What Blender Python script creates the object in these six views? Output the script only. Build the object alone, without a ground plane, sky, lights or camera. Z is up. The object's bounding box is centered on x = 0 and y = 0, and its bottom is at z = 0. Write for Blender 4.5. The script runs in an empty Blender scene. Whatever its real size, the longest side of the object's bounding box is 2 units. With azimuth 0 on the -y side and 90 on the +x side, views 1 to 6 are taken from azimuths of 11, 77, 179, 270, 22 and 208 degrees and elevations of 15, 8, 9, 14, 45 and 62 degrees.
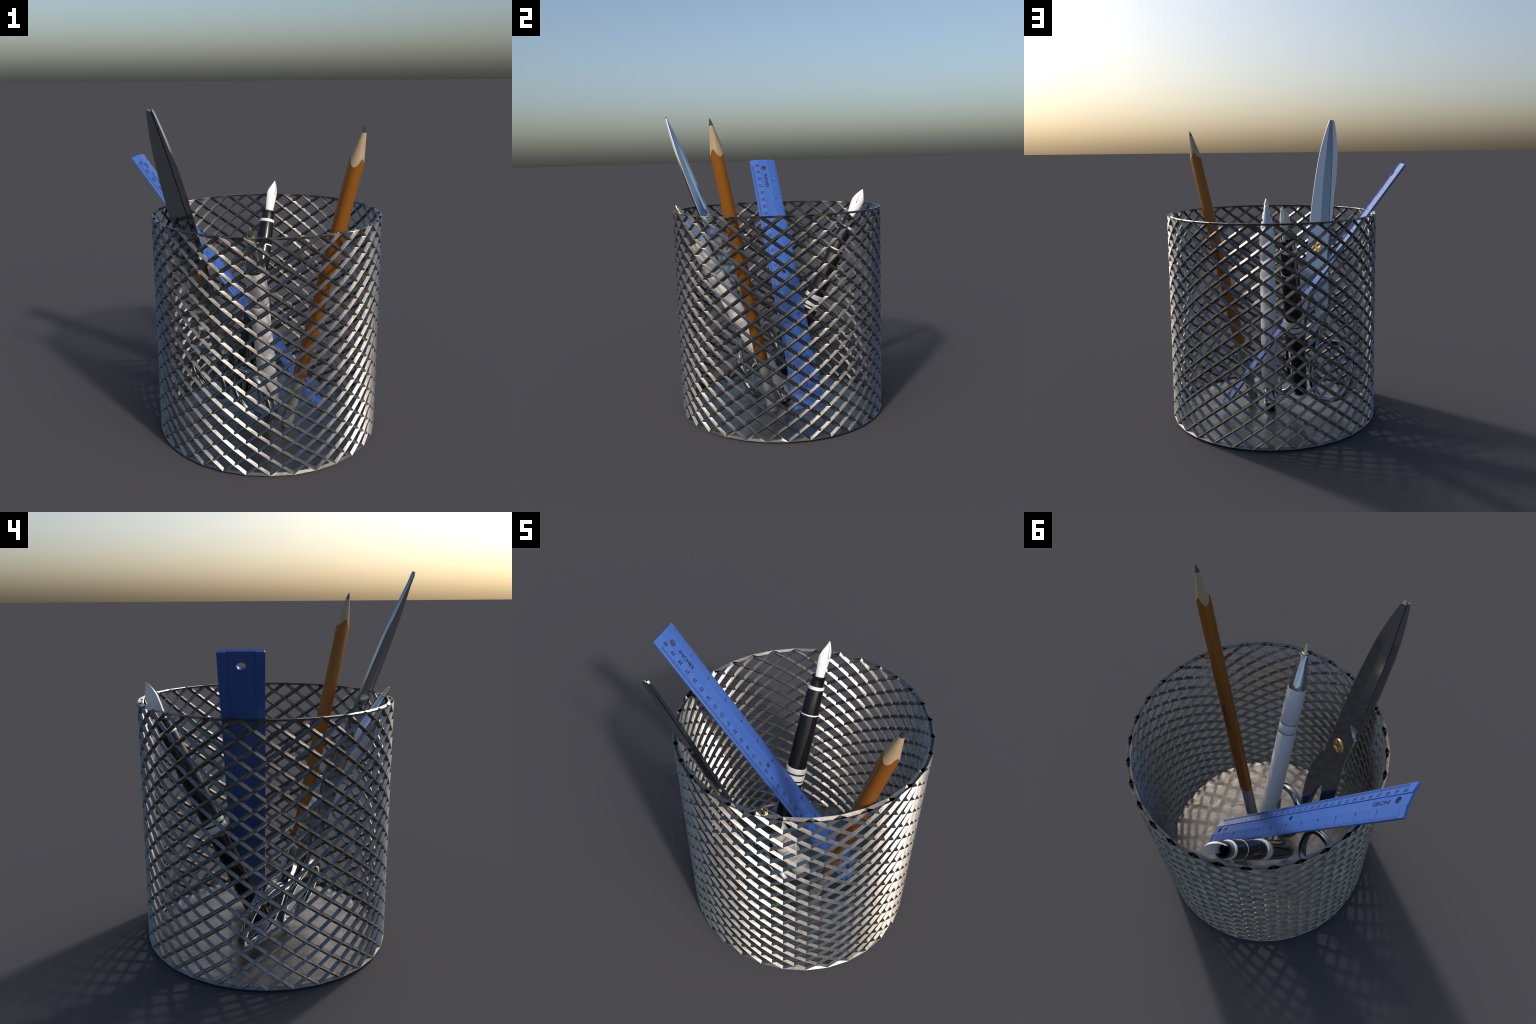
"""Wire-mesh pen cup holding a ruler, a pencil, a fountain pen, a ballpoint pen and scissors."""
import bpy, bmesh, math
from mathutils import Vector, Matrix

scene = bpy.context.scene
TAU = 2 * math.pi


# ------------------------------------------------------------------ helpers
def link(obj, parent=None):
    scene.collection.objects.link(obj)
    if parent is not None:
        obj.parent = parent
    return obj


def thing(name, label, category, matrix):
    e = bpy.data.objects.new(name, None)
    e.empty_display_size = 0.05
    e.matrix_world = matrix
    e["label"] = label
    e["category"] = category
    return link(e)


def frame(origin, z_axis, x_hint):
    """Local frame with z along z_axis and x as close to x_hint as possible."""
    z = Vector(z_axis).normalized()
    x = Vector(x_hint)
    x = (x - z * x.dot(z)).normalized()
    y = z.cross(x)
    m = Matrix((x, y, z)).transposed().to_4x4()
    m.translation = Vector(origin)
    return m


def mesh_object(name, verts, faces, mat, parent, smooth=None):
    me = bpy.data.meshes.new(name)
    me.from_pydata([tuple(v) for v in verts], [], faces)
    me.validate()
    return finish(me, name, mat, parent, smooth)


def finish(me, name, mat, parent, smooth=None, recalc=True):
    if recalc:
        bm = bmesh.new()
        bm.from_mesh(me)
        bmesh.ops.recalc_face_normals(bm, faces=bm.faces)
        bm.to_mesh(me)
        bm.free()
    if smooth is not None:
        for p in me.polygons:
            p.use_smooth = True
        me.set_sharp_from_angle(angle=math.radians(smooth))
    if mat is not None:
        me.materials.append(mat)
    return link(bpy.data.objects.new(name, me), parent)


def interp(table, x, smooth=False):
    """Piecewise (optionally monotone smooth) interpolation through control points."""
    if x <= table[0][0]:
        return table[0][1]
    for (x0, y0), (x1, y1) in zip(table, table[1:]):
        if x <= x1:
            k = (x - x0) / (x1 - x0)
            if smooth:
                k = k * k * (3 - 2 * k)
            return y0 + (y1 - y0) * k
    return table[-1][1]


def spline(table, x):
    """Catmull-Rom through control points (x ascending)."""
    n = len(table)
    if x <= table[0][0]:
        return table[0][1]
    if x >= table[-1][0]:
        return table[-1][1]
    for i in range(n - 1):
        x0, y0 = table[i]
        x1, y1 = table[i + 1]
        if x <= x1:
            def slope(j):
                a, b = max(j - 1, 0), min(j + 1, n - 1)
                return (table[b][1] - table[a][1]) / (table[b][0] - table[a][0])
            h = x1 - x0
            k = (x - x0) / h
            m0, m1 = slope(i) * h, slope(i + 1) * h
            return ((2 * k**3 - 3 * k**2 + 1) * y0 + (k**3 - 2 * k**2 + k) * m0
                    + (-2 * k**3 + 3 * k**2) * y1 + (k**3 - k**2) * m1)


def lathe(name, profile, mat, parent, segs=64, smooth=35):
    """Turned part: profile is a list of (radius, z); radius 0 closes the end."""
    verts, faces, rings = [], [], []
    for r, z in profile:
        if r <= 1e-6:
            rings.append([len(verts)])
            verts.append((0, 0, z))
        else:
            rings.append(list(range(len(verts), len(verts) + segs)))
            verts += [(r * math.cos(TAU * i / segs), r * math.sin(TAU * i / segs), z) for i in range(segs)]
    for a, b in zip(rings, rings[1:]):
        for i in range(segs):
            j = (i + 1) % segs
            if len(a) == 1 and len(b) == 1:
                continue
            if len(a) == 1:
                faces.append((a[0], b[i], b[j]))
            elif len(b) == 1:
                faces.append((a[i], a[j], b[0]))
            else:
                faces.append((a[i], a[j], b[j], b[i]))
    return mesh_object(name, verts, faces, mat, parent, smooth)


def grid_faces(rows, cols, close_cols=False, base=0):
    out = []
    for i in range(rows - 1):
        for j in range(cols if close_cols else cols - 1):
            k = (j + 1) % cols
            out.append((base + i * cols + j, base + i * cols + k,
                        base + (i + 1) * cols + k, base + (i + 1) * cols + j))
    return out


_text_cache = {}


def text_mesh_data(body, size, shear=0.0, bold=0.014):
    """Letter shapes of the built-in font as (verts, faces), centred, cap height = size."""
    key = (body, size, shear)
    if key in _text_cache:
        return _text_cache[key]
    cu = bpy.data.curves.new("letter_shapes", 'FONT')
    cu.body = body
    cu.size = 1.0
    cu.align_x = 'CENTER'
    cu.align_y = 'CENTER'
    cu.extrude = 0.02
    cu.resolution_u = 3
    cu.shear = shear
    cu.offset = bold
    ob = bpy.data.objects.new("letter_shapes", cu)
    scene.collection.objects.link(ob)
    dg = bpy.context.evaluated_depsgraph_get()
    me = bpy.data.meshes.new_from_object(ob.evaluated_get(dg))
    k = size / 0.7
    v = [(a.co.x * k, a.co.y * k, a.co.z / 0.02) for a in me.vertices]
    mx = (max(a[0] for a in v) + min(a[0] for a in v)) / 2
    my = (max(a[1] for a in v) + min(a[1] for a in v)) / 2
    v = [(a[0] - mx, a[1] - my, a[2]) for a in v]
    f = [tuple(p.vertices) for p in me.polygons]
    bpy.data.objects.remove(ob)
    bpy.data.curves.remove(cu)
    bpy.data.meshes.remove(me)
    _text_cache[key] = (v, f)
    return v, f


# ------------------------------------------------------------------ materials
class Nodes:
    def __init__(self, name):
        self.mat = bpy.data.materials.new(name)
        self.mat.use_nodes = True
        self.t = self.mat.node_tree
        self.bsdf = self.t.nodes["Principled BSDF"]
        self.coord = self.t.nodes.new("ShaderNodeTexCoord")

    def new(self, kind, **kw):
        n = self.t.nodes.new(kind)
        for k, v in kw.items():
            setattr(n, k, v)
        return n

    def link(self, a, b):
        self.t.links.new(a, b)

    def noise(self, scale, detail=4, rough=0.55, distort=0.0, stretch=(1, 1, 1)):
        m = self.new("ShaderNodeMapping")
        m.inputs["Scale"].default_value = stretch
        self.link(self.coord.outputs["Object"], m.inputs["Vector"])
        n = self.new("ShaderNodeTexNoise")
        n.inputs["Scale"].default_value = scale
        n.inputs["Detail"].default_value = detail
        n.inputs["Roughness"].default_value = rough
        n.inputs["Distortion"].default_value = distort
        self.link(m.outputs[0], n.inputs["Vector"])
        return n.outputs["Fac"]

    def ramp(self, fac, stops):
        r = self.new("ShaderNodeValToRGB")
        el = r.color_ramp.elements
        while len(el) < len(stops):
            el.new(0.5)
        for e, (p, c) in zip(el, stops):
            e.position = p
            e.color = (*c, 1) if len(c) == 3 else c
        self.link(fac, r.inputs["Fac"])
        return r.outputs["Color"]

    def range(self, fac, a, b, lo=0.3, hi=0.7):
        m = self.new("ShaderNodeMapRange")
        m.inputs["From Min"].default_value = lo
        m.inputs["From Max"].default_value = hi
        m.inputs["To Min"].default_value = a
        m.inputs["To Max"].default_value = b
        self.link(fac, m.inputs["Value"])
        return m.outputs["Result"]

    def bump(self, height, strength, distance):
        b = self.new("ShaderNodeBump")
        b.inputs["Strength"].default_value = strength
        b.inputs["Distance"].default_value = distance
        self.link(height, b.inputs["Height"])
        self.link(b.outputs["Normal"], self.bsdf.inputs["Normal"])
        return b

    def set(self, **kw):
        for k, v in kw.items():
            self.bsdf.inputs[k.replace("_", " ")].default_value = v


def plain(name, color, rough, metallic=0.0, spec=0.5, vary=0.06, coat=0.0, grain=60, stretch=(1, 1, 1)):
    """Plain coloured matter with a faint mottling in colour and gloss."""
    n = Nodes(name)
    f = n.noise(grain, 3, stretch=stretch)
    lo = tuple(c * (1 - vary) for c in color)
    hi = tuple(min(1, c * (1 + vary)) for c in color)
    n.link(n.ramp(f, [(0.3, lo), (0.7, hi)]), n.bsdf.inputs["Base Color"])
    n.link(n.range(f, rough * 0.92, min(1, rough * 1.08)), n.bsdf.inputs["Roughness"])
    n.set(Metallic=metallic)
    n.bsdf.inputs["Specular IOR Level"].default_value = spec
    if coat:
        n.bsdf.inputs["Coat Weight"].default_value = coat
        n.bsdf.inputs["Coat Roughness"].default_value = 0.08
    return n.mat


def galvanised_steel(name, base, bump_strength, lump_scale, fine_share=0.4, rough=(0.24, 0.37)):
    n = Nodes(name)
    big = n.noise(lump_scale, 5, 0.6, 0.4)
    fine = n.noise(lump_scale * 7, 4, 0.6)
    mix = n.new("ShaderNodeMath", operation='MULTIPLY_ADD')
    n.link(fine, mix.inputs[0])
    mix.inputs[1].default_value = fine_share
    n.link(big, mix.inputs[2])
    mid = 0.5 + 0.5 * fine_share
    lo = (base[0] * 0.72, base[1] * 0.70, base[2] * 0.68)
    hi = tuple(c * 1.22 for c in base)
    n.link(n.ramp(mix.outputs[0], [(mid - 0.17, lo), (mid - 0.02, base), (mid + 0.16, hi)]), n.bsdf.inputs["Base Color"])
    n.link(n.range(mix.outputs[0], rough[1], rough[0], mid - 0.2, mid + 0.2), n.bsdf.inputs["Roughness"])
    n.set(Metallic=1.0)
    n.bump(mix.outputs[0], bump_strength, 0.02)
    return n.mat


STEEL_WIRE = galvanised_steel("galvanised_wire", (0.235, 0.226, 0.214), 0.08, 26)
STEEL_PLATE = galvanised_steel("galvanised_plate", (0.33, 0.315, 0.295), 0.22, 9, 0.12, (0.26, 0.40))
CHROME = plain("polished_steel", (0.35, 0.38, 0.41), 0.12, metallic=1.0, vary=0.02)
PEN_CHROME = plain("pen_chrome", (0.62, 0.64, 0.67), 0.13, metallic=1.0, vary=0.02)
BRASS = plain("brass_screw", (0.88, 0.54, 0.24), 0.28, metallic=1.0, vary=0.05)
BRASS_TIP = plain("pale_brass", (0.66, 0.57, 0.36), 0.18, metallic=1.0, vary=0.05)
BLUE = plain("blue_plastic", (0.047, 0.117, 0.40), 0.34, spec=0.5, vary=0.03)
INK = plain("printed_ink", (0.008, 0.010, 0.020), 0.5, spec=0.25, vary=0.05)
BLACK = plain("black_lacquer", (0.006, 0.006, 0.008), 0.14, spec=0.5, vary=0.1)
HOLLOW = plain("dark_hollow", (0.004, 0.004, 0.004), 0.9, spec=0.1, vary=0.0)
WHITE = plain("white_enamel", (0.80, 0.80, 0.80), 0.28, spec=0.5, vary=0.01)
PEARL = plain("white_barrel", (0.68, 0.68, 0.69), 0.42, spec=0.5, vary=0.015)
PAINT = plain("orange_paint", (0.29, 0.106, 0.014), 0.40, metallic=0.35, spec=0.3, vary=0.04)
GREY_DIP = plain("grey_dip", (0.20, 0.20, 0.197), 0.38, spec=0.4, vary=0.03)
LEAD = plain("graphite", (0.035, 0.035, 0.038), 0.38, spec=0.6, vary=0.2, grain=200)


def wood_material():
    n = Nodes("cedar_wood")
    f = n.noise(60, 5, 0.6, 0.2, stretch=(1.5, 1.5, 0.12))
    n.link(n.ramp(f, [(0.3, (0.34, 0.25, 0.15)), (0.7, (0.42, 0.315, 0.20))]), n.bsdf.inputs["Base Color"])
    n.set(Roughness=0.7)
    n.bump(f, 0.12, 0.004)
    return n.mat


WOOD = wood_material()

# ------------------------------------------------------------------ wire-mesh cup
CUP_X, CUP_Y = 0.0815, 0.001
R_MID, RIDGE = 0.6722, 0.0135          # strut mid radius, ridge height in and out
COLS, ROWS = 32, 14
Z_LOW, Z_TOP = 0.0135, 1.3646
INSET = 0.0115                         # strut half width on the wall


def inset_polygon(poly, dist):
    """Offset a convex counter-clockwise polygon inwards by dist."""
    n = len(poly)
    out = []
    for i in range(n):
        p0, p1, p2 = Vector(poly[i - 1]), Vector(poly[i]), Vector(poly[(i + 1) % n])
        d1, d2 = (p1 - p0).normalized(), (p2 - p1).normalized()
        n1, n2 = Vector((-d1.y, d1.x)), Vector((-d2.y, d2.x))
        bis = (n1 + n2) / (1 + n1.dot(n2))
        out.append(p1 + bis * dist)
    return out


def build_cup():
    cup = thing("wire_mesh_cup", "round cup of diamond lattice galvanised steel wire",
                "pen cup", Matrix.Translation((CUP_X, CUP_Y, 0)))
    pitch = R_MID * TAU / COLS
    half = (Z_TOP - Z_LOW) / (2 * ROWS)

    def flat(j, i):                      # unrolled position of a crossing
        return Vector(((i + 0.5 * (j % 2)) * pitch, Z_LOW + j * half))

    def wrap(p, r):
        a = p.x / R_MID
        return (r * math.cos(a), r * math.sin(a), p.y)

    verts, faces, node = [], [], {}
    for j in range(2 * ROWS + 1):
        for i in range(COLS):
            node[j, i] = len(verts)
            p = flat(j, i)
            verts.append(wrap(p, R_MID + RIDGE))
            verts.append(wrap(p, R_MID - RIDGE))
    cells = []
    for j in range(2 * ROWS - 1):
        for i in range(COLS):
            r, l = (i, i - 1) if j % 2 == 0 else (i + 1, i)
            cells.append([(j, i), (j + 1, r), (j + 2, i), (j + 1, l)])
    top = 2 * ROWS
    for i in range(COLS):
        cells.append([(0, i), (0, i + 1), (1, i)])
        cells.append([(top, i + 1), (top, i), (top - 1, i)])
    for c in cells:
        ins = inset_polygon([flat(*k) for k in c], INSET)
        base = len(verts)
        verts += [wrap(p, R_MID - 0.0012) for p in ins]
        n = len(c)
        for a in range(n):
            b = (a + 1) % n
            va, vb = node[c[a][0], c[a][1] % COLS], node[c[b][0], c[b][1] % COLS]
            faces.append((va, vb, base + b, base + a))                    # outer slope
            faces.append((vb + 1, va + 1, base + a, base + b))            # inner slope
    me = bpy.data.meshes.new("lattice_wall")
    me.from_pydata(verts, [], faces)
    me.validate()
    finish(me, "lattice_wall", STEEL_WIRE, cup, None, recalc=False)
    rim = R_MID - 0.004
    lathe("base_plate", [(0, 0.006), (rim - 0.002, 0.006), (rim, 0.008), (rim, 0.0105), (rim - 0.002, 0.0125), (0, 0.0125)],
          STEEL_PLATE, cup, segs=32, smooth=None)


build_cup()


# ------------------------------------------------------------------ ruler
def build_ruler():
    length = 1.99
    top_mid = Vector((-0.760, 0.1075, 1.676))
    low_mid = Vector((0.4215, 0.1010, 0.0735))
    up = (top_mid - low_mid).normalized()
    m = frame(top_mid - up * length, up, (-0.003, 0.201, 0.003))
    ruler = thing("ruler", "translucent-looking blue plastic ruler with dark scales", "ruler", m)
    # local: x across (inch edge positive), -y is the printed face, z up from the low end
    half, crease, back = 0.1005, 0.0325, 0.061
    shift = 0.007

    def front(u):
        a = abs(u)
        return (0.0125 + (half - a) / (half - crease) * 0.0110 if a >= crease else 0.0195) - shift

    prof = [(-half + 0.002, 0.0), (-half, 0.002), (-half, 0.0110), (-half + 0.0015, 0.0127),
            (-crease, 0.0235), (-crease + 0.0015, 0.0195), (crease - 0.0015, 0.0195), (crease, 0.0235),
            (half - 0.0015, 0.0127), (half, 0.0110), (half, 0.002), (half - 0.002, 0.0),
            (back, 0.0), (back - 0.001, 0.005), (-back + 0.001, 0.005), (-back, 0.0)]
    stations = [(0.0, 0.962), (0.0015, 0.978), (0.005, 1.0), (length - 0.005, 1.0), (length - 0.0015, 0.978), (length, 0.962)]
    verts, faces = [], []
    n = len(prof)
    for z, k in stations:
        for u, t in prof:
            uu = u * k if abs(u) > 0.09 else u
            verts.append((uu, -(t - shift), z))
    faces = grid_faces(len(stations), n, True)
    faces.append(tuple(range(n)))
    faces.append(tuple(range((len(stations) - 1) * n, len(stations) * n)))
    me = bpy.data.meshes.new("ruler_body")
    me.from_pydata(verts, [], faces)
    bm = bmesh.new()
    bm.from_mesh(me)
    bmesh.ops.recalc_face_normals(bm, faces=bm.faces)
    bm.to_mesh(me)
    bm.free()
    body = bpy.data.objects.new("ruler_body", me)
    link(body)
    cutters = []
    for s, r in ((0.080, 0.0200), (0.995, 0.0160), (length - 0.082, 0.0200)):
        cv = [(r * math.cos(TAU * i / 40), y, length - s + r * math.sin(TAU * i / 40)) for y in (-0.1, 0.1) for i in range(40)]
        cf = grid_faces(2, 40, True) + [tuple(range(40)), tuple(range(40, 80))]
        cutters.append(mesh_object("cutter", cv, cf, None, None))
    for c in cutters:
        b = body.modifiers.new("hole", 'BOOLEAN')
        b.operation = 'DIFFERENCE'
        b.object = c
        b.solver = 'EXACT'
    dg = bpy.context.evaluated_depsgraph_get()
    new = bpy.data.meshes.new_from_object(body.evaluated_get(dg))
    bpy.data.objects.remove(body)
    for c in cutters:
        bpy.data.objects.remove(c)
    new.materials.clear()
    finish(new, "ruler_body", BLUE, ruler, 30)

    # printed scales: e = distance in from the edge, s = distance from the top end
    inch, cm = 0.1605, 0.0632
    inch0, cm30 = 0.042, 0.055

    def on_wing(side, e, s, lift):
        u = side * (half - e)
        return (u, -(front(u) + lift), length - s)

    def tick(verts, faces, side, s, e0, e1, w):
        b = len(verts)
        for lift in (-0.0006, 0.0005):
            for e, ds in ((e0, -w), (e1, -w), (e1, w), (e0, w)):
                verts.append(on_wing(side, e, s + ds, lift))
        faces += [(b + 4, b + 5, b + 6, b + 7), (b, b + 1, b + 5, b + 4), (b + 1, b + 2, b + 6, b + 5),
                  (b + 2, b + 3, b + 7, b + 6), (b + 3, b, b + 4, b + 7)]

    tv, tf = [], []
    for mm in range(0, 301):
        long = 0.0345 if mm % 10 == 0 else (0.0275 if mm % 5 == 0 else 0.0225)
        tick(tv, tf, -1, cm30 + (300 - mm) * cm / 10, 0.0075, long, 0.00085)
    o = mesh_object("scale_mark", tv, tf, INK, ruler)
    o["kind"] = "stuff"
    tv, tf = [], []
    for k in range(0, 12 * 16 + 1):
        long = 0.039 if k % 16 == 0 else 0.0275 if k % 8 == 0 else 0.0205 if k % 4 == 0 else 0.0155 if k % 2 == 0 else 0.0115
        tick(tv, tf, 1, inch0 + k * inch / 16, 0.004, long, 0.00085)
    o = mesh_object("scale_mark", tv, tf, INK, ruler)
    o["kind"] = "stuff"

    def label(name, body, size, place, stretch=1.0):
        v, f = text_mesh_data(body, size)
        mesh_object(name, [place(a * stretch, b, 0.0005 * c) for a, b, c in v], f, INK, ruler)

    for k in range(1, 31):
        s0 = cm30 + (30 - k) * cm
        label("numeral", str(k), 0.0205, lambda a, b, c, s0=s0: on_wing(-1, 0.0495 - b, s0 - a, c), 1.0)
    for k in range(1, 13):
        s0 = inch0 + k * inch
        label("numeral", str(k), 0.0185, lambda a, b, c, s0=s0: on_wing(1, 0.0535 - b, s0 + a, c), 1.0)
    label("lettering", "INCHES", 0.0245, lambda a, b, c: (b + 0.002, -(front(0) + c), length - (0.198 + a)), 1.05)
    label("lettering", "CM", 0.0255, lambda a, b, c: (-b, -(front(0) + c), length - (length - 0.165 - a)), 1.05)


build_ruler()


# ------------------------------------------------------------------ pencil
def build_pencil():
    tip, end = Vector((0.6677, -0.5167, 1.9197)), Vector((0.2212, -0.0945, 0.0124))
    up = (tip - end).normalized()
    L = (tip - end).length
    # one flat of the three-sided shaft faces between -y and +x
    m = frame(end, up, PENCIL_X)
    pencil = thing("pencil", "sharpened orange three-sided wooden pencil with grey end", "pencil", m)
    core, rounding = 0.0155, 0.0275          # three-sided shaft: corner circle centres and their radius
    apothem = core / 2 + rounding
    turn = math.radians(2)

    def hex_r(a):
        """Radius of the rounded triangle in direction a (flats at 0, 120 and 240 degrees)."""
        f = (a - turn + math.pi / 3) % (TAU / 3) - math.pi / 3
        flat_r = apothem / math.cos(f)
        if abs(apothem * math.tan(f)) <= core * math.sin(math.pi / 3):
            return flat_r
        g = math.pi / 3 - abs(f)
        return core * math.cos(g) + math.sqrt(rounding ** 2 - (core * math.sin(g)) ** 2)

    z_lead, r_lead = L - 0.040, 0.0122

    def cut_z(r):
        return z_lead - (r - r_lead) / ((0.0428 - r_lead) / (0.214 - 0.040))

    segs = 120
    z_dip = L - 1.612
    angles = [TAU * i / segs for i in range(segs)]
    rows = []
    # painted hexagon, its lower corners rounded over, its upper end scalloped by the sharpening cone
    for kind in range(6):
        row = []
        for a in angles:
            r = hex_r(a)
            if kind == 0:
                rr, z = min(r, 0.0360), z_dip - 0.014
            elif kind == 1:
                rr, z = min(r, 0.0385), z_dip - 0.009
            elif kind == 2:
                rr, z = r, z_dip + 0.006
            elif kind == 3:
                rr, z = r, 1.0
            elif kind == 4:
                rr, z = r, cut_z(r) - 0.002
            else:
                rr, z = r - 0.0004, cut_z(r)
            row.append((rr * math.cos(a), rr * math.sin(a), z))
        rows.append(row)
    verts = [p for row in rows for p in row]
    mesh_object("painted_shaft", verts, grid_faces(len(rows), segs, True), PAINT, pencil, 28)
    rows = []
    for k in range(9):
        row = []
        for a in angles:
            r0 = hex_r(a) - 0.0002
            r = r0 + (r_lead - r0) * k / 8
            row.append((r * math.cos(a), r * math.sin(a), cut_z(r)))
        rows.append(row)
    mesh_object("sharpened_wood", [p for row in rows for p in row], grid_faces(9, segs, True), WOOD, pencil, 50)
    lathe("graphite_lead", [(r_lead + 0.0002, z_lead - 0.001), (r_lead - 0.0004, z_lead + 0.001), (0.0068, L - 0.0185),
                            (0.0024, L - 0.0035), (0.0014, L - 0.001), (0, L)], LEAD, pencil, 40)
    lathe("grey_end", [(0, 0), (0.026, 0), (0.0315, 0.0016), (0.0345, 0.006), (0.0355, 0.013), (0.0368, 0.05),
                       (0.0370, z_dip - 0.01), (0.0370, z_dip + 0.004), (0.0350, z_dip + 0.022), (0.030, z_dip + 0.03)],
          GREY_DIP, pencil, 60)

    def stamp(body, size, face_angle, z_mid, direction, radius, shear=0.0):
        v, f = text_mesh_data(body, size, shear)
        ca, sa = math.cos(face_angle), math.sin(face_angle)
        out = []
        for a, b, c in v:
            r, t, z = radius + 0.0004 * c, b * direction, z_mid - a * direction
            out.append((r * ca - t * sa, r * sa + t * ca, z))
        mesh_object("lettering", out, f, INK, pencil)

    stamp("Graphite Pencil", 0.0200, turn + TAU / 3, L - 0.975, 1, apothem, 0.25)
    stamp("HB", 0.016, turn + TAU / 3, L - 1.82, 1, 0.0371)


PENCIL_X = (0.72, -0.695, 0.0)
build_pencil()


# ------------------------------------------------------------------ fountain pen
def build_fountain_pen():
    d = Vector((-0.0712, -0.4241, -0.9028)).normalized()
    p0 = Vector((-0.0105, 0.5265, 1.1973))           # middle of the ring below the nib
    L = 1.19
    pen = thing("fountain_pen", "black fountain pen with white bands and white nib, cap posted",
                "fountain pen", frame(p0 + d * L, -d, (0.839, -0.545, 0.0)))
    # profile positions s run down the pen from the section ring
    def turned(name, prof, mat, segs=72):
        return lathe(name, [(r, L - s) for r, s in prof], mat, pen, segs, 32)

    turned("section", [(0.0335, 0.03), (0.0335, -0.066), (0.035, -0.0705), (0.042, -0.0715), (0.0452, -0.068), (0.0455, -0.062),
                       (0.0428, -0.056), (0.0418, -0.050), (0.0435, -0.006)], BLACK)
    turned("section_hollow", [(0.0, 0.02), (0.0333, 0.02), (0.0333, -0.06)], HOLLOW)
    turned("ring", [(0.042, -0.0095), (0.0485, -0.0095), (0.0503, -0.0075), (0.0503, -0.002), (0.0488, -0.0005), (0.0488, 0.001),
                    (0.0508, 0.0025), (0.0508, 0.0085), (0.049, 0.0105), (0.044, 0.0105)], WHITE)
    turned("grip", [(0.044, 0.0095), (0.0482, 0.0095), (0.0488, 0.012), (0.0555, 0.1655), (0.050, 0.1665)], BLACK)
    turned("ring", [(0.050, 0.1645), (0.0563, 0.1645), (0.0570, 0.167), (0.0570, 0.1705), (0.0563, 0.1725), (0.050, 0.1725)], WHITE)
    turned("barrel", [(0.050, 0.171), (0.0556, 0.171), (0.0562, 0.174), (0.0590, 0.53), (0.055, 0.532)], BLACK)
    turned("cap_band", [(0.055, 0.523), (0.0635, 0.523), (0.0662, 0.527), (0.0662, 0.552), (0.0645, 0.557), (0.058, 0.557)], WHITE)
    turned("cap_band", [(0.058, 0.569), (0.0640, 0.569), (0.0650, 0.572), (0.0640, 0.602), (0.0630, 0.605), (0.058, 0.605)], WHITE)
    turned("cap_band", [(0.057, 0.616), (0.0612, 0.616), (0.0620, 0.618), (0.0616, 0.628), (0.0605, 0.630), (0.057, 0.630)], WHITE)
    turned("cap", [(0.056, 0.545), (0.0612, 0.556), (0.0605, 0.60), (0.0597, 0.635), (0.0590, 0.80), (0.0570, 1.02), (0.0550, 1.12),
                   (0.0525, 1.160), (0.047, 1.178), (0.038, 1.187), (0.02, 1.19), (0, 1.19)], BLACK)

    # clip on the nib side of the posted cap
    rows, cols = 26, 12
    verts = []
    for i in range(rows):
        k = i / (rows - 1)
        s = 1.135 - 0.455 * k
        wid = 0.0155 * (1 - 0.35 * k) * (1 if 0 < i < rows - 1 else 0.55)
        thick = 0.0055 * (1 if 0 < i < rows - 1 else 0.5)
        lift = spline([(0, 0.050), (0.06, 0.0655), (0.15, 0.0725), (0.6, 0.0725), (0.86, 0.0675), (0.95, 0.0665), (1, 0.0705)], k)
        for j in range(cols):
            a = TAU * (j + 0.5) / cols
            cx, sx = math.cos(a), math.sin(a)
            verts.append((lift + thick * math.copysign(abs(cx) ** 0.6, cx), wid * math.copysign(abs(sx) ** 0.6, sx), L - s))
    faces = grid_faces(rows, cols, True) + [tuple(range(cols)), tuple(range((rows - 1) * cols, rows * cols))]
    mesh_object("clip", verts, faces, BLACK, pen, 40)

    # nib: a half-tube sheet that narrows to a point, its crest bending in to the axis
    half_w = [(-0.04, 0.0300), (-0.07, 0.0305), (-0.11, 0.0345), (-0.15, 0.0395), (-0.18, 0.0422), (-0.20, 0.0422), (-0.213, 0.0405),
              (-0.24, 0.0295), (-0.26, 0.0185), (-0.276, 0.0092), (-0.283, 0.0052), (-0.286, 0.0026)]
    crest = [(-0.04, 0.0325), (-0.07, 0.0328), (-0.15, 0.0370), (-0.19, 0.0372), (-0.23, 0.0335), (-0.26, 0.0275), (-0.286, 0.0205)]
    depth = [(-0.04, 0.034), (-0.07, 0.032), (-0.13, 0.034), (-0.19, 0.034), (-0.225, 0.024), (-0.255, 0.011), (-0.275, 0.003), (-0.286, 0.0008)]

    def tab(t, s):
        return spline([(-x, y) for x, y in t], -s)

    def nib_point(s, q, off=0.0):
        h, c, dp = tab(half_w, s), tab(crest, s), tab(depth, s)
        a = q * math.pi / 2
        return Vector((c - dp * (1 - math.cos(a)) - off * math.cos(a), (h - off) * math.sin(a), L - s))

    rows, cols = 34, 25
    verts = []
    ss = [-0.045 - (0.286 - 0.045) * (1 - (1 - i / (rows - 1)) ** 1.5) for i in range(rows)]
    for off in (0.0, 0.0032):
        for s in ss:
            for j in range(cols):
                verts.append(nib_point(s, -1 + 2 * j / (cols - 1), min(off, 0.6 * tab(half_w, s))))
    N = rows * cols
    faces = grid_faces(rows, cols) + [tuple(reversed(f)) for f in grid_faces(rows, cols, base=N)]
    for i in range(rows - 1):
        a, b = i * cols, (i + 1) * cols
        faces.append((a, b, b + N, a + N))
        a, b = a + cols - 1, b + cols - 1
        faces.append((b, a, a + N, b + N))
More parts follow.
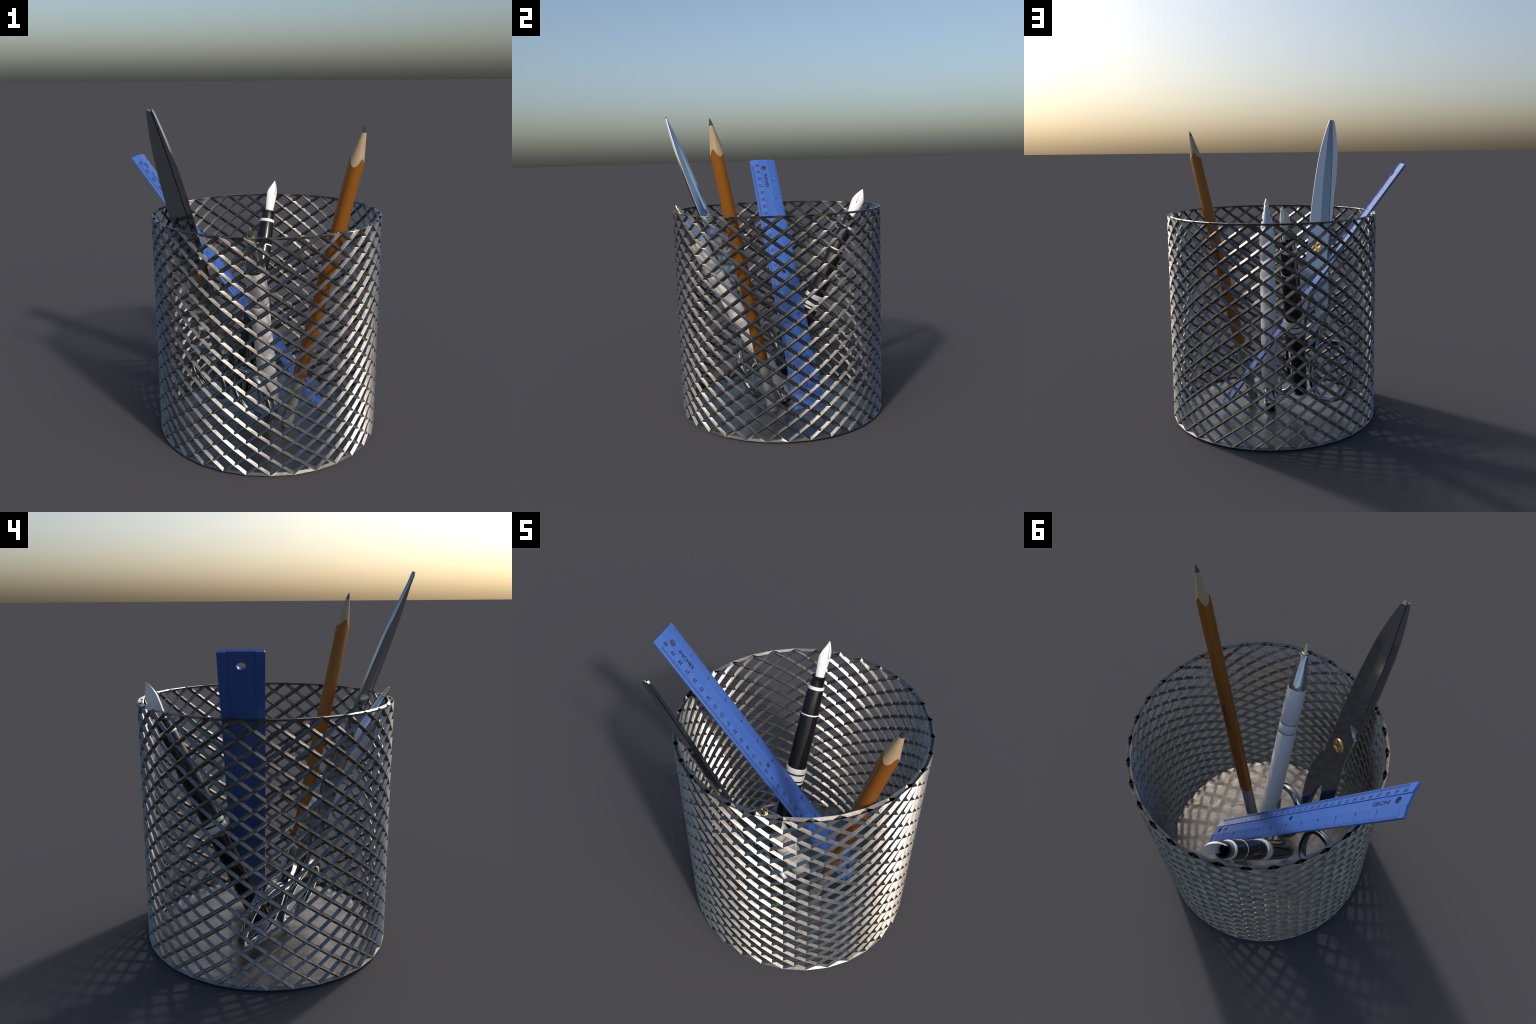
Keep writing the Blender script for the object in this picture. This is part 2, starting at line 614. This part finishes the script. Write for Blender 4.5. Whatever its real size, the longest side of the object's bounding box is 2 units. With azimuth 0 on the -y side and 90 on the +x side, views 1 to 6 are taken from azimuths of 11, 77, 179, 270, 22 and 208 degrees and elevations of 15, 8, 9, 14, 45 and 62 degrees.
    for j in range(cols - 1):
        faces.append((j + 1, j, j + N, j + 1 + N))
        e = (rows - 1) * cols + j
        faces.append((e, e + 1, e + 1 + N, e + N))
    mesh_object("nib", verts, faces, WHITE, pen, 60)
    # slit and breather hole, sunk dark inlay a hair above the sheet
    verts, n = [], 24
    for i in range(n):
        k = i / (n - 1)
        s = -0.281 + k * 0.090
        w = 0.0005 + 0.0013 * k
        for side in (-1, 1):
            p = nib_point(s, 0)
            verts.append((p.x + 0.0004, side * w, p.z))
        for side in (1, -1):
            verts.append((nib_point(s, 0).x - 0.001, side * w, L - s))
    faces = grid_faces(n, 4, True) + [(0, 1, 2, 3), tuple(range(4 * n - 4, 4 * n))]
    mesh_object("nib_slit", verts, faces, HOLLOW, pen)
    c = nib_point(-0.188, 0)
    verts = [(c.x + x, 0.0034 * math.cos(TAU * i / 20), c.z + 0.0038 * math.sin(TAU * i / 20)) for x in (-0.002, 0.0004) for i in range(20)]
    mesh_object("breather_hole", verts, grid_faces(2, 20, True) + [tuple(range(20)), tuple(range(20, 40))], HOLLOW, pen)


build_fountain_pen()


# ------------------------------------------------------------------ ballpoint pen
def build_ballpoint():
    tip = Vector((0.1161, -0.6745, 1.4142))
    d = Vector((-0.0056, 0.4535, -0.8912)).normalized()
    L = 1.563
    pen = thing("ballpoint_pen", "white ballpoint pen with chrome cone, rings and clip, point up",
                "ballpoint pen", frame(tip + d * L, -d, (-0.94, 0.30, 0.0)))

    def turned(name, prof, mat, segs=72):
        return lathe(name, [(r, L - s) for r, s in prof], mat, pen, segs, 32)

    turned("refill_tip", [(0.0160, 0.052), (0.0163, 0.047), (0.0150, 0.037), (0.0080, 0.012), (0.0050, 0.006)], BRASS_TIP, 40)
    turned("writing_ball", [(0.0042, 0.0075), (0.0046, 0.005), (0.0040, 0.002), (0.002, 0.0003), (0, 0)], PEN_CHROME, 24)
    turned("collar", [(0.014, 0.060), (0.0195, 0.060), (0.0215, 0.0575), (0.0218, 0.053), (0.0205, 0.049), (0.0165, 0.0475), (0.013, 0.049)], BRASS_TIP, 48)
    turned("nose_cone", [(0.0180, 0.057), (0.0195, 0.059), (0.0255, 0.095), (0.0400, 0.180), (0.0500, 0.240), (0.0548, 0.276), (0.054, 0.279)], PEN_CHROME)
    turned("barrel", [(0.050, 0.2755), (0.0560, 0.2755), (0.0566, 0.278), (0.0570, 0.510), (0.0562, 0.5115)], PEARL)
    turned("barrel", [(0.0562, 0.5195), (0.0570, 0.521), (0.0570, 0.577), (0.0562, 0.5785)], PEARL)
    turned("barrel", [(0.0562, 0.5865), (0.0570, 0.588), (0.0570, 1.20), (0.0562, 1.405), (0.0545, 1.432), (0.050, 1.440), (0.044, 1.442)], PEARL)
    turned("ring", [(0.052, 0.509), (0.0558, 0.5105), (0.0564, 0.5155), (0.0558, 0.5205), (0.052, 0.522)], PEN_CHROME)
    turned("ring", [(0.052, 0.576), (0.0558, 0.5775), (0.0564, 0.5825), (0.0558, 0.5875), (0.052, 0.589)], PEN_CHROME)
    turned("end_cap", [(0.040, 1.430), (0.0435, 1.436), (0.0435, 1.532), (0.0425, 1.538), (0.036, 1.541)], PEN_CHROME)
    turned("push_button", [(0.036, 1.535), (0.0365, 1.545), (0.0355, 1.560), (0.028, 1.5625), (0, 1.563)], BLACK)

    # clip: slim tapering bar with a root in the end cap and a bead near its free end
    rows, cols = 26, 12
    verts = []
    for i in range(rows):
        k = i / (rows - 1)
        s = 1.505 - 0.425 * k
        edge = 1 if 0 < i < rows - 1 else 0.4
        wid = (0.0190 - 0.0105 * k) * edge
        thick = 0.0050 * edge
        lift = spline([(0, 0.040), (0.05, 0.062), (0.14, 0.079), (0.5, 0.0795), (0.84, 0.072), (0.93, 0.0675), (1, 0.073)], k)
        for j in range(cols):
            a = TAU * (j + 0.5) / cols
            cx, sx = math.cos(a), math.sin(a)
            verts.append((lift + thick * math.copysign(abs(cx) ** 0.6, cx), wid * math.copysign(abs(sx) ** 0.6, sx), L - s))
    faces = grid_faces(rows, cols, True) + [tuple(range(cols)), tuple(range((rows - 1) * cols, rows * cols))]
    mesh_object("clip", verts, faces, PEN_CHROME, pen, 40)


build_ballpoint()


# ------------------------------------------------------------------ scissors
def build_scissors():
    tip = Vector((-0.3858, -0.6652, 1.9965))
    d = Vector((0.1305, 0.3161, -0.9397)).normalized()
    w = Vector((-0.8389, 0.5384, 0.0576))
    T = 2.06                                              # tip to bow end
    # local: z up towards the tips, x = w, y = -(normal of the screw side)
    m = frame(tip + d * T, -d, w)
    sc = thing("scissors", "closed polished steel scissors, points up, brass screw", "scissors", m)
    z_of = lambda t: T - t
    # y axis = z x x = (-d) x w = -n, so the screw-head side is -y

    left = [(0.0, -0.0125), (0.004, -0.0160), (0.012, -0.0200), (0.06, -0.0345), (0.13, -0.0520), (0.25, -0.0735), (0.40, -0.0875), (0.55, -0.0945),
            (0.70, -0.0960), (0.85, -0.0950), (1.0, -0.0950), (1.08, -0.0940), (1.12, -0.0880), (1.18, -0.0600), (1.25, -0.0270),
            (1.32, 0.0020), (1.40, 0.0290), (1.48, 0.0390), (1.56, 0.0400), (1.64, 0.0375), (1.72, 0.0335)]
    right = [(0.0, -0.0045), (0.003, -0.0005), (0.008, 0.0025), (0.014, 0.0045), (0.06, 0.0105), (0.13, 0.0190), (0.25, 0.0340), (0.40, 0.0455), (0.55, 0.0555),
             (0.70, 0.0650), (0.845, 0.0795), (0.862, 0.0935), (1.0, 0.0960), (1.08, 0.1010), (1.16, 0.1150), (1.25, 0.1270),
             (1.32, 0.1320), (1.40, 0.1300), (1.48, 0.1180), (1.56, 0.0970), (1.64, 0.0830), (1.72, 0.0740)]
    ts = sorted(set([round(0.0025 * i, 4) for i in range(0, 8)] + [round(0.02 + 0.02 * i, 4) for i in range(86)]
                    + [0.850, 0.856, 0.862, 0.868]))
    ts = [t for t in ts if t <= 1.72]

    def half_verts(sign):
        """sign +1: screw-side half whose bow lies at +x; -1 the mirrored half behind it."""
        rows = []
        for t in ts:
            l, r = spline(left, t), (interp(right, t) if 0.83 < t < 0.88 else spline(right, t))
            # full face thickness; shanks thicken and centre themselves towards the bows
            face = interp([(0, 0.0110), (0.015, 0.0145), (0.2, 0.0165), (0.8, 0.0170), (1.1, 0.0170), (1.3, 0.0200), (1.6, 0.0240)], t)
            inner = interp([(0, 0.0006), (1.09, 0.0006), (1.13, -0.0140), (1.35, -0.0180), (1.6, -0.0220)], t)
            ground = 1 - interp([(0.80, 0.0), (0.862, 1.0)], t)          # hollow-ground bevel fades at the ricasso
            k = interp([(0.0, 0.97), (0.05, 0.92), (1.0, 0.92), (1.25, 1.0)], t)
            l, r = l * k, r * k
            ch = min(0.005, 0.25 * (r - l), 0.35 * (face - inner))
            edge = inner + 0.0016 + (face - ch - inner - 0.0016) * (1 - ground)
            bev = interp([(0.0, -0.0095), (0.02, -0.0100), (0.5, -0.0110), (0.78, 0.0040), (0.87, 0.02)], t)
            bev = bev * ground + (r - ch) * (1 - ground)
            bev = max(bev, l + ch * 1.2)
            ring = [(l, inner + 0.0004), (l, face - ch), (l + ch * 0.3, face - ch * 0.3), (l + ch, face), (bev, face),
                    (bev + (r - bev) * 0.5, (face + edge) / 2 + 0.0004 * ground), (r - 0.0002, edge + 0.0006), (r, edge), (r, inner)]
            rows.append([(sign * x, -sign * y, z_of(t)) for x, y in ring])
        n = len(rows[0])
        verts = [p for row in rows for p in row]
        faces = grid_faces(len(rows), n, True) + [tuple(range(n)), tuple(range((len(rows) - 1) * n, len(rows) * n))]
        return verts, faces

    for sign in (1, -1):
        v, f = half_verts(sign)
        mesh_object("blade", v, f, CHROME, sc, 7)
        # finger bow: oval ring with a rounded section
        ct, cw, st, sw, wide, deep = 1.846, 0.1985, 0.213, 0.1690, 0.0210, 0.0255
        N, M = 96, 20
        verts = []
        for i in range(N):
            a = TAU * i / N
            ca, sa = math.cos(a), math.sin(a)
            e = 2 / 2.25
            pt = math.copysign(abs(ca) ** e, ca) * (st - wide)
            pw = math.copysign(abs(sa) ** e, sa) * (sw - wide)
            nt, nw = ca / (st - wide), sa / (sw - wide)
            ln = math.hypot(nt, nw)
            nt, nw = nt / ln, nw / ln
            for j in range(M):
                b = TAU * j / M
                cb, sb = math.cos(b), math.sin(b)
                rad = wide * math.copysign(abs(cb) ** 0.75, cb)
                dep = deep * math.copysign(abs(sb) ** 0.75, sb)
                verts.append((sign * (cw + pw + nw * rad), dep, z_of(ct + pt + nt * rad)))
        o = mesh_object("finger_bow", verts, grid_faces(N, M, True) + [], CHROME, sc, 50)
        # close the last strip of the ring
        me = o.data
        bm = bmesh.new()
        bm.from_mesh(me)
        bm.verts.ensure_lookup_table()
        for j in range(M):
            k = (j + 1) % M
            bm.faces.new([bm.verts[(N - 1) * M + j], bm.verts[(N - 1) * M + k], bm.verts[k], bm.verts[j]])
        bmesh.ops.recalc_face_normals(bm, faces=bm.faces)
        for fc in bm.faces:
            fc.smooth = True
        bm.to_mesh(me)
        bm.free()

    # brass pivot screw: domed head with a cross recess, plain domed rivet behind
    R, tp, wp = 0.0445, 0.985, -0.004
    rings, segs = 26, 72
    verts = [(wp, 0.0, z_of(tp))]
    for i in range(1, rings + 1):
        r = R * i / rings
        for j in range(segs):
            a = TAU * j / segs
            x, z = r * math.cos(a), r * math.sin(a)
            h = 0.0175 + 0.0105 * math.sqrt(max(0.0, 1 - (r / R) ** 4))
            lobe = 0.5 + 0.5 * math.cos(4 * (a - 0.6))
            reach = R * (0.36 + 0.42 * lobe ** 2)
            dip = 1 / (1 + math.exp((r - reach) / (0.045 * R)))
            verts.append((wp + x, -(h - 0.0055 * dip), z_of(tp) + z))
    verts[0] = (wp, -(0.0175 + 0.0105 - 0.0055), z_of(tp))
    last = len(verts)
    verts += [(wp + R * math.cos(TAU * j / segs), -0.010, z_of(tp) + R * math.sin(TAU * j / segs)) for j in range(segs)]
    faces = [(0, 1 + j, 1 + (j + 1) % segs) for j in range(segs)] + grid_faces(rings + 1, segs, True, base=1)
    mesh_object("screw_head", verts, faces, BRASS, sc, 60)
    prof = [(0.0445, 0.010), (0.0445, 0.019), (0.0425, 0.022), (0.036, 0.0240), (0.0, 0.0248)]
    verts, faces = [], []
    for r, h in prof[:-1]:
        verts += [(-wp * 0 + wp + r * math.cos(TAU * j / segs), h, z_of(tp) + r * math.sin(TAU * j / segs)) for j in range(segs)]
    faces = grid_faces(len(prof) - 1, segs, True)
    verts.append((wp, prof[-1][1], z_of(tp)))
    b = (len(prof) - 2) * segs
    faces += [(b + j, b + (j + 1) % segs, len(verts) - 1) for j in range(segs)]
    mesh_object("rivet_head", verts, faces, BRASS, sc, 40)


build_scissors()
